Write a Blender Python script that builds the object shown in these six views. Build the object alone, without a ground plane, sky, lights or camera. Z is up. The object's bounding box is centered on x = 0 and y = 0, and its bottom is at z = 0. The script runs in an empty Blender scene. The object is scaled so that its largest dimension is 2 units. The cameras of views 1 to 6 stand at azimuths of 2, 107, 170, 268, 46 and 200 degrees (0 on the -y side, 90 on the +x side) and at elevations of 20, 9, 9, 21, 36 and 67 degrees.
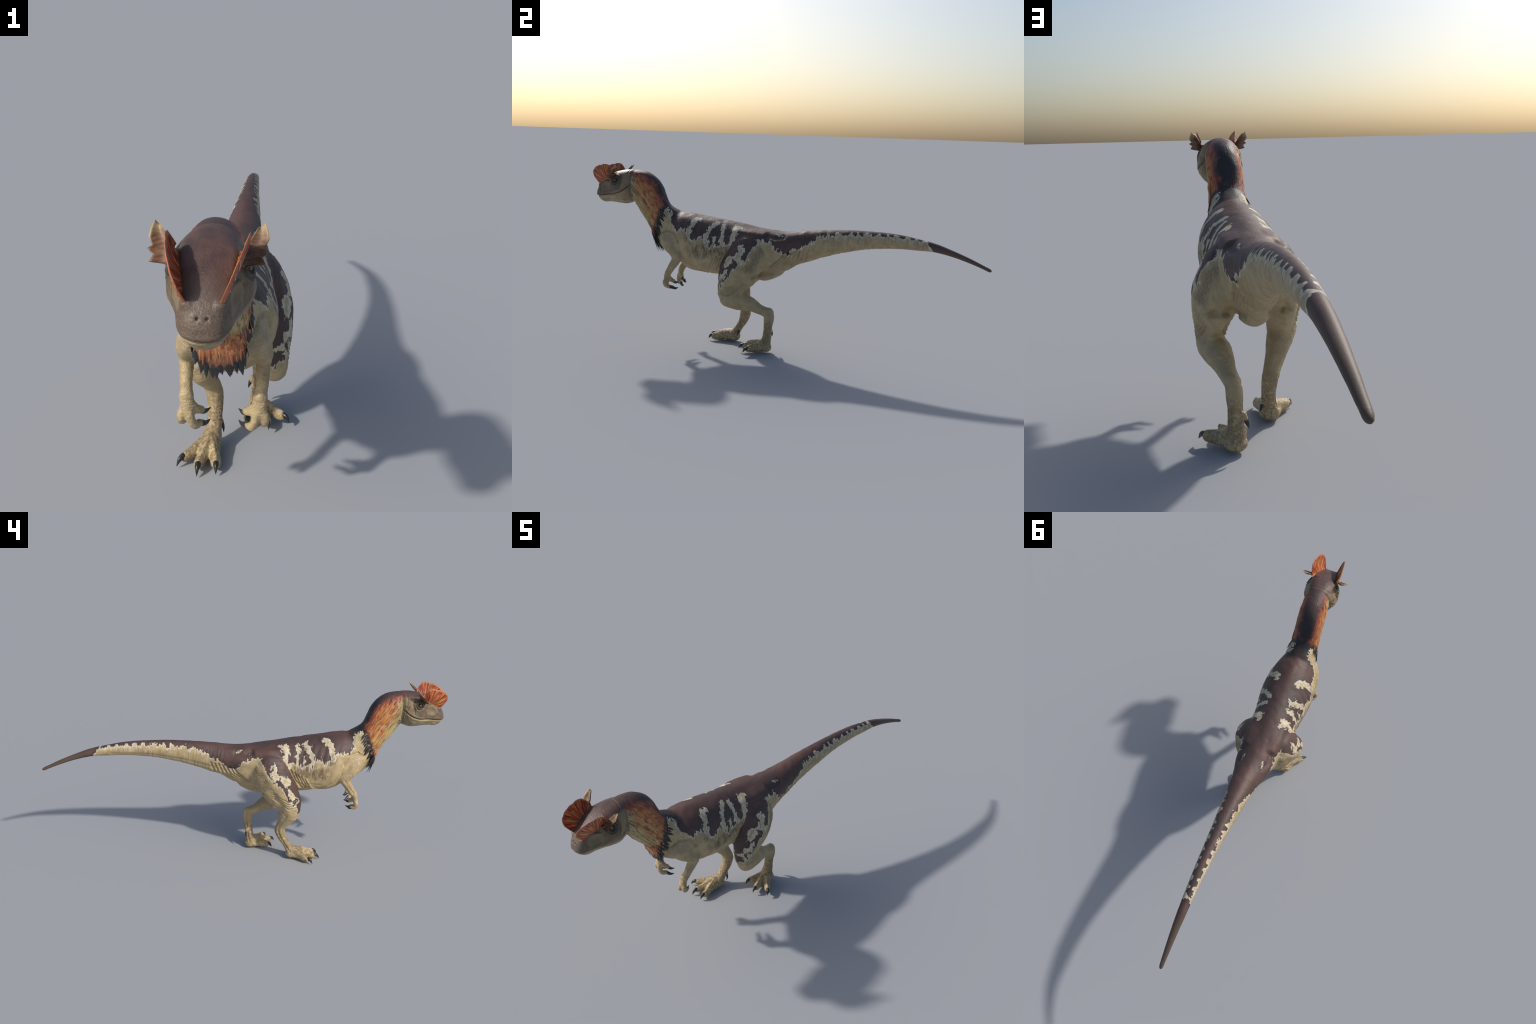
# A crested, feather-necked two-legged dinosaur, built from lofted body parts that are
# fused into one skin, sculpted with procedural relief and split into anatomical parts.
import bpy, bmesh, math
import numpy as np
from mathutils import Vector
from mathutils.bvhtree import BVHTree

VOXEL = 0.0027
rng = np.random.default_rng(7)
scene = bpy.context.scene


# ------------------------------------------------------------------ helpers
def catmull(points, per):
    """Smooth curve through rows of numbers (any width), `per` samples a span."""
    p = np.asarray(points, float)
    e = np.vstack([2 * p[0] - p[1], p, 2 * p[-1] - p[-2]])
    out = []
    for i in range(len(p) - 1):
        a, b, c, d = e[i:i + 4]
        t = np.linspace(0, 1, per, endpoint=False)[:, None]
        out.append(b + 0.5 * t * (c - a + t * (2 * a - 5 * b + 4 * c - d + t * (3 * (b - c) + d - a))))
    return np.vstack(out + [p[-1:]])


def unit(v):
    v = np.asarray(v, float)
    return v / np.maximum(np.linalg.norm(v, axis=-1, keepdims=True), 1e-12)


def superellipse(n, e_up, e_down):
    a = np.linspace(0, 2 * np.pi, n, endpoint=False)
    c, s = np.cos(a), np.sin(a)
    e = np.where(s > 0, e_up, e_down)
    return np.sign(c) * np.abs(c) ** (2 / e), np.sign(s) * np.abs(s) ** (2 / e)


def skin_rings(rings):
    """Closed tube mesh from equally sized rings, with a vertex closing each end."""
    m, n = rings.shape[:2]
    verts = np.vstack([rings.reshape(-1, 3), rings[0].mean(0)[None], rings[-1].mean(0)[None]])
    faces = []
    for i in range(m - 1):
        for j in range(n):
            k = (j + 1) % n
            faces.append((i * n + j, i * n + k, (i + 1) * n + k, (i + 1) * n + j))
    for j in range(n):
        k = (j + 1) % n
        faces.append((m * n, k, j))
        faces.append((m * n + 1, (m - 1) * n + j, (m - 1) * n + k))
    return verts, faces


def tube(rows, n=28, per=8, side=(1, 0, 0), rear=0.0):
    """Limb: rows are x y z, half-size across (x) and half-size fore-and-aft."""
    r = catmull(rows, per)
    c = r[:, :3]
    t = unit(np.gradient(c, axis=0))
    side = np.broadcast_to(np.asarray(side, float), c.shape)
    lat = unit(side - (side * t).sum(1, keepdims=True) * t)
    up = np.cross(t, lat)
    ca, sa = superellipse(n, 2.0, 2.0)
    ca = ca * np.where(sa < 0, 1 - rear * sa ** 2, 1)        # thin the rear half, as on a thigh
    # hemispherical end caps
    def cap(i, sgn):
        rr = min(r[i, 3], r[i, 4])
        return [(c[i] + sgn * t[i] * rr * math.sin(a), math.cos(a)) for a in (0.5, 1.0, 1.35)]
    ring = lambda ctr, i, k: ctr + np.outer(ca, lat[i]) * r[i, 3] * k + np.outer(sa, up[i]) * r[i, 4] * k
    rings = [ring(q, 0, k) for q, k in reversed(cap(0, -1))]
    rings += [ring(c[i], i, 1.0) for i in range(len(c))]
    rings += [ring(q, len(c) - 1, k) for q, k in cap(len(c) - 1, 1)]
    return skin_rings(np.array(rings))


def trunk(rows, n=56, per=8):
    """Body along y: rows are y, top, bottom, half width, height of the widest line, up/down roundness."""
    r = catmull(rows, per)
    rings = []
    for y, top, bot, hw, zc, eu, ed in r:
        ca, sa = superellipse(n, eu, ed)
        z = zc + np.where(sa > 0, sa * (top - zc), sa * (zc - bot))
        rings.append(np.stack([ca * hw + np.interp(y, *np.array(SWAY).T), np.full(n, y), z], 1))
    return skin_rings(np.array(rings))


def collar(rows, n=48, per=8):
    """Neck: rows are dorsal y z, throat y z, half width; rings span dorsal to throat."""
    r = catmull(rows, per)
    ca, sa = superellipse(n, 2.2, 2.1)
    rings = []
    for dy, dz, vy, vz, hw in r:
        mid, half = np.array([(dy + vy) / 2, (dz + vz) / 2]), np.array([(dy - vy) / 2, (dz - vz) / 2])
        yz = mid + np.outer(sa, half)
        rings.append(np.stack([ca * hw + np.interp(mid[0], *np.array(SWAY).T), yz[:, 0], yz[:, 1]], 1))
    return skin_rings(np.array(rings))


def hash3(i, seed):
    i = i.astype(np.int64)
    h = (i[:, 0] * 374761393 + i[:, 1] * 668265263 + i[:, 2] * 2147483647 + seed * 1274126177) & 0xFFFFFFFF
    h = ((h ^ (h >> 13)) * 1274126177) & 0xFFFFFFFF
    return ((h ^ (h >> 16)) & 0xFFFF) / 65535.0


def noise(p, seed=0):
    """Smooth value noise in [-1, 1] at points p (already scaled)."""
    b = np.floor(p)
    f = p - b
    f = f * f * (3 - 2 * f)
    out = 0
    for dx in (0, 1):
        for dy in (0, 1):
            for dz in (0, 1):
                w = (f[:, 0] if dx else 1 - f[:, 0]) * (f[:, 1] if dy else 1 - f[:, 1]) * (f[:, 2] if dz else 1 - f[:, 2])
                out = out + w * hash3(b + np.array([dx, dy, dz]), seed)
    return out * 2 - 1


def step(a, b, x):
    t = np.clip((x - a) / (b - a), 0, 1)
    return t * t * (3 - 2 * t)


def line_distance(p, pts):
    """Distance of 2D points p to a polyline."""
    best = np.full(len(p), 1e9)
    pts = np.asarray(pts, float)
    for a, b in zip(pts[:-1], pts[1:]):
        d = b - a
        t = np.clip(((p - a) @ d) / (d @ d), 0, 1)
        best = np.minimum(best, np.linalg.norm(p - a - t[:, None] * d, axis=1))
    return best


def mesh_object(name, verts, faces, material, parent=None, smooth=True):
    me = bpy.data.meshes.new(name)
    me.from_pydata(np.asarray(verts).tolist(), [], [tuple(map(int, f)) for f in faces])
    me.validate()
    if smooth:
        me.polygons.foreach_set("use_smooth", [True] * len(me.polygons))
    if material:
        me.materials.append(material)
    ob = bpy.data.objects.new(name, me)
    scene.collection.objects.link(ob)
    ob.parent = parent
    return ob


# ------------------------------------------------------------------ body plan
PARTS = {}          # name -> list of (verts, faces)


def add(part, vf, mirror=False):
    PARTS.setdefault(part, []).append(vf)


def flip(vf):
    v, f = vf
    v = v.copy()
    v[:, 0] *= -1
    return v, [tuple(reversed(q)) for q in f]


TRUNK = [  # y, top, bottom, half width, widest height, up, down
    (-.640, .560, .495, .034, .528, 2.0, 2.0), (-.617, .598, .468, .056, .530, 1.9, 2.0),
    (-.575, .643, .437, .082, .540, 1.9, 2.1), (-.520, .660, .408, .103, .530, 1.9, 2.1),
    (-.470, .659, .378, .118, .515, 1.9, 2.1), (-.420, .653, .365, .1245, .505, 1.88, 2.1),
    (-.350, .644, .361, .120, .500, 1.88, 2.2), (-.280, .635, .363, .108, .498, 1.92, 2.6),
    (-.200, .624, .370, .104, .498, 2.0, 2.7), (-.130, .612, .362, .097, .515, 2.0, 2.0),
    (-.080, .605, .344, .093, .520, 2.0, 1.9), (-.030, .601, .358, .086, .524, 2.0, 1.85),
    (.020, .599, .386, .077, .528, 2.0, 1.8), (.070, .602, .417, .068, .532, 2.0, 1.8),
    (.130, .610, .451, .059, .541, 2.0, 1.8), (.200, .617, .479, .051, .554, 2.0, 1.8),
    (.300, .625, .511, .043, .571, 2.0, 1.9), (.440, .628, .542, .0335, .587, 2.0, 2.0),
    (.570, .622, .553, .028, .588, 2.0, 2.0), (.660, .608, .553, .0245, .581, 2.0, 2.0),
    (.740, .592, .551, .0210, .571, 2.0, 2.0), (.820, .565, .536, .0175, .551, 2.0, 2.0),
    (.900, .534, .512, .0135, .523, 2.0, 2.0), (.960, .507, .490, .0105, .4985, 2.0, 2.0),
    (.984, .4965, .4795, .0090, .488, 2.0, 2.0), (.994, .4905, .4785, .0062, .4845, 2.0, 2.0),
    (.9985, .486, .4815, .0022, .4838, 2.0, 2.0)]
SWAY = [(-1.05, .003), (-.82, .003), (-.72, .0015), (-.60, 0), (-.10, 0), (.15, .003), (.30, .0045), (.45, .0055), (.60, .0055), (.75, .005), (.90, .004), (1.0, .003)]   # y, sideways shift of the tail
NECK = [  # dorsal y z, throat y z, half width
    (-.470, .630, -.590, .470, .082), (-.535, .664, -.638, .510, .074), (-.591, .695, -.676, .560, .066),
    (-.617, .741, -.716, .607, .063), (-.634, .785, -.744, .645, .062), (-.666, .825, -.764, .676, .061),
    (-.712, .852, -.784, .700, .060), (-.760, .861, -.810, .705, .058), (-.800, .858, -.840, .710, .052)]
HEAD = [
    (-.765, .855, .712, .046, .775, 2.2, 2.1), (-.790, .863, .698, .066, .770, 2.3, 2.1),
    (-.825, .861, .686, .081, .767, 2.2, 2.0), (-.860, .855, .687, .080, .769, 2.3, 2.0),
    (-.890, .845, .690, .067, .767, 2.4, 2.1), (-.920, .829, .690, .055, .760, 2.6, 2.2),
    (-.950, .808, .684, .048, .748, 2.6, 2.3), (-.972, .786, .691, .041, .741, 2.5, 2.3),
    (-.987, .763, .706, .031, .737, 2.3, 2.2), (-.994, .746, .719, .017, .733, 2.0, 2.0)]
add("trunk", trunk(TRUNK))
add("neck", collar(NECK))
add("head", trunk(HEAD))
add("neck", tube([(0, -.661, .575, .056, .019), (0, -.653, .540, .060, .017), (0, -.646, .508, .052, .013), (0, -.641, .484, .036, .008)], n=32))

LEFT_LEG = dict(
    thigh=[(.045, -.110, .520, .052, .080), (.073, -.125, .490, .066, .102), (.090, -.148, .440, .070, .102),
           (.102, -.186, .380, .063, .094), (.108, -.208, .330, .053, .073), (.113, -.219, .285, .045, .056),
           (.115, -.222, .258, .037, .043)],
    shin=[(.114, -.222, .262, .041, .041), (.100, -.172, .254, .044, .047), (.090, -.118, .240, .036, .036),
          (.080, -.072, .217, .027, .025), (.071, -.030, .200, .024, .024)],
    ankle=[(.070, -.026, .204, .024, .024), (.069, -.025, .175, .0245, .026), (.068, -.028, .140, .0235, .0225),
           (.067, -.030, .100, .023, .0205), (.066, -.036, .062, .026, .024), (.067, -.044, .034, .031, .029)],
    lift=.009, palm=(.067, -.044, .030), toes=[(.143, -.103), (.096, -.139), (.038, -.125)],
    claws=[(.1655, -.1242, .0145), (.1035, -.1655, .0155), (.0334, -.1504, .0114)],
    spur=[(.046, -.022, .112), (.038, -.014, .093), (.0323, -.0189, .0731)])
RIGHT_LEG = dict(
    thigh=[(-.045, -.110, .520, .052, .080), (-.073, -.127, .490, .065, .101), (-.089, -.155, .440, .065, .096),
           (-.098, -.194, .380, .059, .084), (-.103, -.224, .330, .052, .069), (-.105, -.236, .287, .044, .052),
           (-.103, -.239, .262, .037, .042)],
    shin=[(-.103, -.236, .285, .043, .047), (-.092, -.225, .252, .039, .050), (-.080, -.211, .218, .031, .037),
          (-.066, -.194, .185, .027, .026), (-.057, -.187, .152, .0265, .0285)],
    ankle=[(-.058, -.187, .158, .0265, .028), (-.055, -.197, .120, .0245, .0235), (-.056, -.217, .085, .024, .020),
           (-.058, -.235, .055, .027, .022), (-.061, -.250, .034, .032, .027)],
    lift=.002, palm=(-.062, -.252, .030), toes=[(-.131, -.325), (-.088, -.359), (-.039, -.352)],
    claws=[(-.1507, -.3488, .0042), (-.0895, -.3890, .0030), (-.0370, -.3800, .0055)],
    spur=[(-.040, -.215, .078), (-.032, -.212, .060), (-.0284, -.2228, .0389)])


def build_leg(tag, leg):
    add("hindlimb" + tag, tube(leg["thigh"], n=40, rear=.5))
    add("hindlimb" + tag, tube(leg["shin"], n=32))
    add("hindlimb" + tag, tube(leg["ankle"], n=28))
    px, py, pz = leg["palm"]
    for (tx, ty) in leg["toes"]:
        d = unit([tx - px, ty - py])
        side = (-d[1], d[0], 0)
        mid = lambda k: (px + (tx - px) * k, py + (ty - py) * k)
        add("foot" + tag, tube([(*mid(0), .034, .022, .030), (*mid(.35), .029 + leg["lift"] * .4, .0185, .026), (*mid(.7), .0215 + leg["lift"] * .8, .0165, .0195),
                                (*mid(.98), .018 + leg["lift"], .0155, .0160)], n=24, side=side))
    # heel pad and web between the toes
    cx, cy = np.mean([t[0] for t in leg["toes"]]), np.mean([t[1] for t in leg["toes"]])
    add("foot" + tag, tube([(px, py + .012, .026, .033, .024), (px * .75 + cx * .25, py * .75 + cy * .25, .022, .036, .019),
                            (px * .45 + cx * .55, py * .45 + cy * .55, .017, .040, .012)], n=28))
    s = leg["spur"]
    add("foot" + tag, tube([(*s[0], .010, .010), (*(np.array(s[0]) * .4 + np.array(s[1]) * .6), .0075, .0075)], n=16, per=4))


build_leg(".left", LEFT_LEG)
build_leg(".right", RIGHT_LEG)

# left arm; the right one mirrors it
ARM = [
    ("forelimb", [(.062, -.570, .545, .030, .048), (.080, -.553, .508, .029, .042), (.091, -.528, .474, .025, .030),
                  (.094, -.505, .446, .022, .025)]),
    ("forelimb", [(.094, -.501, .442, .021, .024), (.092, -.519, .415, .019, .0225), (.092, -.538, .386, .017, .0195),
                  (.089, -.554, .360, .0175, .0175)]),
    ("hand", [(.089, -.556, .362, .018, .0165), (.087, -.562, .340, .0195, .0155), (.085, -.565, .326, .0185, .0135)]),
    ("hand", [(.082, -.565, .328, .0115, .0125), (.077, -.570, .302, .0112, .0118), (.068, -.566, .284, .0108, .0108),
              (.058, -.549, .280, .0095, .0095)]),
    ("hand", [(.078, -.560, .337, .012, .012), (.066, -.554, .322, .012, .012), (.055, -.542, .313, .0105, .0105)]),
    ("hand", [(.093, -.562, .334, .0115, .0125), (.100, -.567, .312, .0110, .0115), (.1005, -.566, .298, .0105, .0105), (.097, -.555, .290, .0095, .0095),
              (.091, -.545, .290, .0085, .0085)])]
for part, rows in ARM:
    vf = tube(rows, n=24)
    add(part + ".left", vf)
    add(part + ".right", flip(vf))
FINGER_CLAWS = [[(.060, -.551, .281), (.045, -.536, .272), (.0345, -.522, .275)],
                [(.058, -.545, .314), (.046, -.532, .303), (.034, -.519, .3055)],
                [(.092, -.547, .290), (.084, -.536, .283), (.077, -.526, .286)]]

# ------------------------------------------------------------------ fuse
allv, allf, owner, n0 = [], [], [], 0
NAMES = list(PARTS)
for k, name in enumerate(NAMES):
    for v, f in PARTS[name]:
        allv.append(v)
        allf += [tuple(i + n0 for i in q) for q in f]
        owner += [k] * len(f)
        n0 += len(v)
allv = np.vstack(allv)
tree = BVHTree.FromPolygons(allv.tolist(), allf)
raw = mesh_object("raw_body", allv, allf, None)
mod = raw.modifiers.new("fuse", "REMESH")
mod.mode, mod.voxel_size, mod.adaptivity = "VOXEL", VOXEL, 0.0
fused = bpy.data.meshes.new_from_object(raw.evaluated_get(bpy.context.evaluated_depsgraph_get()))
bpy.data.objects.remove(raw)
V = np.empty(len(fused.vertices) * 3)
fused.vertices.foreach_get("co", V)
V = V.reshape(-1, 3)
loop_v = np.empty(len(fused.loops), int)
fused.loops.foreach_get("vertex_index", loop_v)
start = np.empty(len(fused.polygons), int)
total = np.empty(len(fused.polygons), int)
fused.polygons.foreach_get("loop_start", start)
fused.polygons.foreach_get("loop_total", total)
F = [tuple(loop_v[s:s + t]) for s, t in zip(start, total)]
E = np.empty(len(fused.edges) * 2, int)
fused.edges.foreach_get("vertices", E)
E = E.reshape(-1, 2)
quads = np.array([q if len(q) == 4 else (*q, q[-1]) for q in F])

label = np.empty(len(V), int)
for i, p in enumerate(V):
    hit = tree.find_nearest(Vector(p))
    label[i] = owner[hit[2]] if hit[2] is not None else 0
is_part = {n: label == k for k, n in enumerate(NAMES)}
either = lambda n: is_part[n + ".left"] | is_part[n + ".right"]

deg = np.bincount(E.ravel(), minlength=len(V)).astype(float)


def neighbour_mean(x):
    if x.ndim == 1:
        return (np.bincount(E[:, 0], x[E[:, 1]], len(V)) + np.bincount(E[:, 1], x[E[:, 0]], len(V))) / deg
    return np.stack([neighbour_mean(x[:, k]) for k in range(x.shape[1])], 1)


def normals(v):
    a, b, c, d = (v[quads[:, k]] for k in range(4))
    fn = np.cross(c - a, d - b)
    out = np.zeros_like(v)
    for k in range(4):
        for ax in range(3):
            out[:, ax] += np.bincount(quads[:, k], fn[:, ax], len(v))
    return unit(out)


# soften the joins: big muscles flow together, fingers and head stay crisp
soft = np.full(len(V), .5)
soft[is_part["head"]] = .2
soft[either("hand")] = .12
soft[either("foot")] = .22
soft[V[:, 1] > .75] = .1
for _ in range(12):
    soft = neighbour_mean(soft)
for it in range(26):
    w = soft if it > 5 else np.full(len(V), .5)
    V = V + w[:, None] * (neighbour_mean(V) - V)
    if it < 6:
        V = V - .52 * (neighbour_mean(V) - V)

# extra softness where neck, thighs and shoulders meet the trunk
join = np.zeros(len(V))
for name, k in (("neck", 1.0), ("hindlimb.left", 1.0), ("hindlimb.right", 1.0), ("forelimb.left", .5), ("forelimb.right", .5)):
    cross = is_part["trunk"][E[:, 0]] & is_part[name][E[:, 1]] | is_part["trunk"][E[:, 1]] & is_part[name][E[:, 0]]
    join[E[cross].ravel()] = np.maximum(join[E[cross].ravel()], k)
hit = join > 0
spread = join.copy()
for _ in range(10):
    spread = np.maximum(neighbour_mean(spread) * 1.0, spread * hit)
spread = np.clip(spread * 1.6, 0, 1)
for _ in range(80):
    V = V + (.5 * spread)[:, None] * (neighbour_mean(V) - V)

# ------------------------------------------------------------------ relief

side_yz = V[:, 1:3]
ax = np.abs(V[:, 0] - np.interp(V[:, 1], *np.array(SWAY).T))
N = normals(V)
D = np.zeros(len(V))
head, neck, trunk_ = is_part["head"], is_part["neck"], is_part["trunk"]


def groove(pts, width, depth, where):
    """Negative depth digs, positive raises, along a polyline seen from the side."""
    global D
    D = D + where * depth * np.exp(-(line_distance(side_yz, pts) / width) ** 2)


def bump(centre, radius, height, where=1.0, stretch=(1, 1, 1)):
    global D
    p = np.stack([ax, V[:, 1], V[:, 2]], 1)
    D = D + where * height * np.exp(-(np.linalg.norm((p - np.array(centre)) / np.array(stretch), axis=1) / radius) ** 2)


# face: mouth, lips, eye sockets, cheek windows, nostrils, brow ridge
MOUTH = [(-.792, .779), (-.812, .762), (-.835, .748), (-.869, .737), (-.907, .733), (-.945, .727), (-.970, .723), (-1.01, .717)]
groove(MOUTH, .0027, -.0038, head)
groove(np.array(MOUTH) + [0, .0075], .005, .0016, head)
groove(np.array(MOUTH) - [0, .0085], .005, .0012, head)
mouth_z = np.interp(-V[:, 1], -np.array(MOUTH)[:, 0], np.array(MOUTH)[:, 1])
D -= head * .0035 * step(.004, -.004, V[:, 2] - mouth_z) * step(-.90, -.965, V[:, 1])
bump((.076, -.8615, .808), .0095, -.0070, head)
ring = np.linalg.norm(np.stack([V[:, 1] + .8615, V[:, 2] - .808], 1), axis=1)
D += head * (ax > .03) * (.0030 * np.exp(-((ring - .0155) / .0032) ** 2) - .0026 * np.exp(-((ring - .021) / .0025) ** 2) + .0011 * np.exp(-((ring - .026) / .003) ** 2))
groove([(-.900, .795), (-.922, .798), (-.945, .783), (-.953, .760)], .004, .0018, head * (ax > .015))
bump((.050, -.925, .774), .021, -.0052, head * (ax > .02), (2, 1, .8))
groove([(-.894, .760), (-.890, .782), (-.905, .803), (-.930, .806), (-.952, .788), (-.962, .765), (-.955, .748)], .0035, -.0016, head * (ax > .015))
bump((.0085, -.985, .760), .0034, -.0055, head)
bump((.0125, -.986, .763), .005, .0012, head)
bump((.027, -.968, .776), .010, .003, head)
groove([(-.968, .777), (-.93, .808), (-.895, .828), (-.87, .842)], .006, .0032, head * (ax > .02))
for k in range(4):                                             # folds behind the jaw
    o = k * .0075
    groove([(-.806 + o, .800), (-.795 + o, .775 - o), (-.800 + o * .6, .745 - o), (-.822 + o * .3, .712 - o * .3)], .0022, -.0030, (head | neck))
groove([(-.800, .862), (-.802, .840), (-.800, .815)], .0025, -.0014, head | neck)
for k in range(5):
    groove([(-.83 - .004 * k, .735 - .006 * k), (-.86, .722 - .006 * k), (-.90, .716 - .005 * k)], .0016, -.0008, head)
for k in range(4):
    groove([(-.835, .835 - .010 * k), (-.822 - .003 * k, .815 - .012 * k), (-.838, .79 - .008 * k)], .002, -.0024, head)
sn = noise(V * 420, 3) * noise(V * 210, 4)
D += head * .0004 * sn * (ax > .01)

# neck plumage: strands that run down and back
flow = unit(np.array([.57, -.82]))
along, across = side_yz @ flow, side_yz @ np.array([-flow[1], flow[0]])
warp = noise(np.stack([along * 22, across * 22, V[:, 0] * 22], 1), 5) * .006
strand = noise(np.stack([along * 20, (across + warp) * 170, V[:, 0] * 120], 1), 6)
strand2 = noise(np.stack([along * 34, (across - warp) * 320, V[:, 0] * 240], 1), 8)
dorsal = line_distance(side_yz, [(r[0], r[1]) for r in NECK])
plume = neck * step(.010, .035, dorsal) * step(-.560, -.62, V[:, 1]) * step(.52, .58, V[:, 2])
D += plume * (.0036 * np.abs(strand) - .0014 + .0015 * strand2)

# trunk: spine ridge, ribs, belly folds, haunch hollows, tail lines
back = trunk_ * step(.035, .0, ax) * (N[:, 2] > 0)
D += back * .0006
ribs = np.sin((V[:, 1] + .35 * (V[:, 2] - .5)) * 190)
D += trunk_ * .0007 * ribs * step(.40, .47, V[:, 2]) * step(.63, .58, V[:, 2]) * step(-.56, -.50, V[:, 1]) * step(-.22, -.28, V[:, 1])
thigh = either("hindlimb")
for k in range(5):                                             # folds between belly and thigh
    o = .017 * k
    groove([(-.238 - o, .50 - .012 * k), (-.262 - o, .445 - .010 * k), (-.300 - o, .395 - .004 * k), (-.36 - o, .366 + .004 * k)], .0040, -.0062 + .0007 * k, trunk_)
    groove([(-.246 - o, .50 - .012 * k), (-.270 - o, .445 - .010 * k), (-.308 - o, .397 - .004 * k)], .0045, .0028, trunk_)
groove([(-.50, .53), (-.485, .47), (-.45, .42), (-.38, .385)], .007, -.0045, trunk_)
groove([(-.615, .555), (-.57, .575), (-.52, .565), (-.50, .52)], .006, -.0055, trunk_ | either("forelimb"))
for k in range(7):                                             # folds from tail root down to the back of the thigh
    o = .019 * k
    groove([(.040 + o, .500 + .004 * k), (.022 + o, .470 - .001 * k), (-.03 + o * .7, .425 - .004 * k), (-.10 + o * .5, .375)],
           .0048, -.0085 + .0006 * k, trunk_ | thigh)
groove([(-.045, .578), (-.01, .568), (.03, .575)], .012, -.0045, (trunk_ | thigh) * step(.025, .045, ax))
groove([(-.205, .588), (-.13, .586), (-.07, .578)], .015, .0050, (trunk_ | thigh) * step(.025, .045, ax))
bump((.088, -.125, .560), .045, .0075, trunk_ | thigh, (.8, 1.3, .7))
bump((.070, .0, .535), .040, .0050, trunk_ | thigh, (.8, 1.3, .8))
groove([(.06, .475), (.15, .500), (.28, .535), (.45, .562), (.65, .570)], .008, -.0018, trunk_)
tailw = trunk_ * step(.05, .12, V[:, 1]) * step(.62, .4, V[:, 1]) * step(.605, .58, V[:, 2])
D += tailw * .0011 * noise(np.stack([V[:, 1] * 170 + V[:, 2] * 30, V[:, 2] * 14, V[:, 0] * 14], 1), 9)
belly = trunk_ * step(.46, .40, V[:, 2]) * (V[:, 1] < -.2)
D += belly * .0016 * noise(np.stack([V[:, 1] * 16, V[:, 2] * 120, V[:, 0] * 40], 1), 10)

# limbs: knee and ankle creases, tendons, toe scales
for leg, tag in ((LEFT_LEG, ".left"), (RIGHT_LEG, ".right")):
    w = is_part["hindlimb" + tag]
    k0 = np.array(leg["shin"][0][1:3])
    outw = w * step(.05, .07, ax)
    for k in range(4):
        groove([k0 + [-.028, .030 + .013 * k], k0 + [.010, .022 + .013 * k], k0 + [.055, .050 + .012 * k], k0 + [.085, .075 + .012 * k]], .0034, -.0050 + .0006 * k, outw)
    th = np.array([r[1:3] for r in leg["thigh"]])
    groove(th[1:5] + [.03, -.02], .022, -.0045, outw)
    groove(th[2:6] + [-.035, .005], .02, .0025, outw)
    an = np.array([r[1:3] for r in leg["ankle"]])
    groove(an + [.008, 0], .005, -.0036, w)
    sh = np.array([r[1:3] for r in leg["shin"]])
    groove(sh[1:] + [.012, -.006] if tag == ".left" else sh[1:] + [.010, .010], .006, -.0022, w)
    for k in range(5):
        z = an[1] + (an[2] - an[1]) * (k / 4.0)
        groove([z + [-.03, .002], z + [-.01, 0]], .0016, -.0012, w)
for leg in (LEFT_LEG, RIGHT_LEG):                              # tendons along the toes
    own = (np.sign(V[:, 0]) == np.sign(leg["palm"][0])) * step(.070, .045, V[:, 2]) * step(.1, .6, N[:, 2]) * (either("foot") | thigh)
    for t in leg["toes"]:
        p0, p1 = np.array(leg["palm"][:2]) + [0, -.012], np.array(t)
        D += own * .0030 * np.exp(-(line_distance(V[:, :2], [p0, p1]) / .0045) ** 2)
feet = either("foot") | (thigh & (V[:, 2] < .16))
cell = noise(V * 230, 12)
D += feet * .0005 * cell
D += thigh * .0007 * noise(V * [150, 90, 260], 13) * (V[:, 2] > .24)
arms = either("forelimb") | either("hand")
D += arms * .0006 * noise(V * [160, 160, 300], 14)
groove([(-.505, .438), (-.527, .405), (-.550, .370)], .0045, -.0022, either("forelimb"))
for k in range(5):
    groove([(-.585, .357 - .007 * k), (-.54, .352 - .007 * k)], .0015, -.0012, arms)
D += (.0009 * noise(V * 38, 15) * (~head) + .0003 * noise(V * 300, 16)) * step(.7, .3, V[:, 1])
D *= 1.35
V = V + N * D[:, None]
V = V + .15 * (neighbour_mean(V) - V)
N = normals(V)

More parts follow.
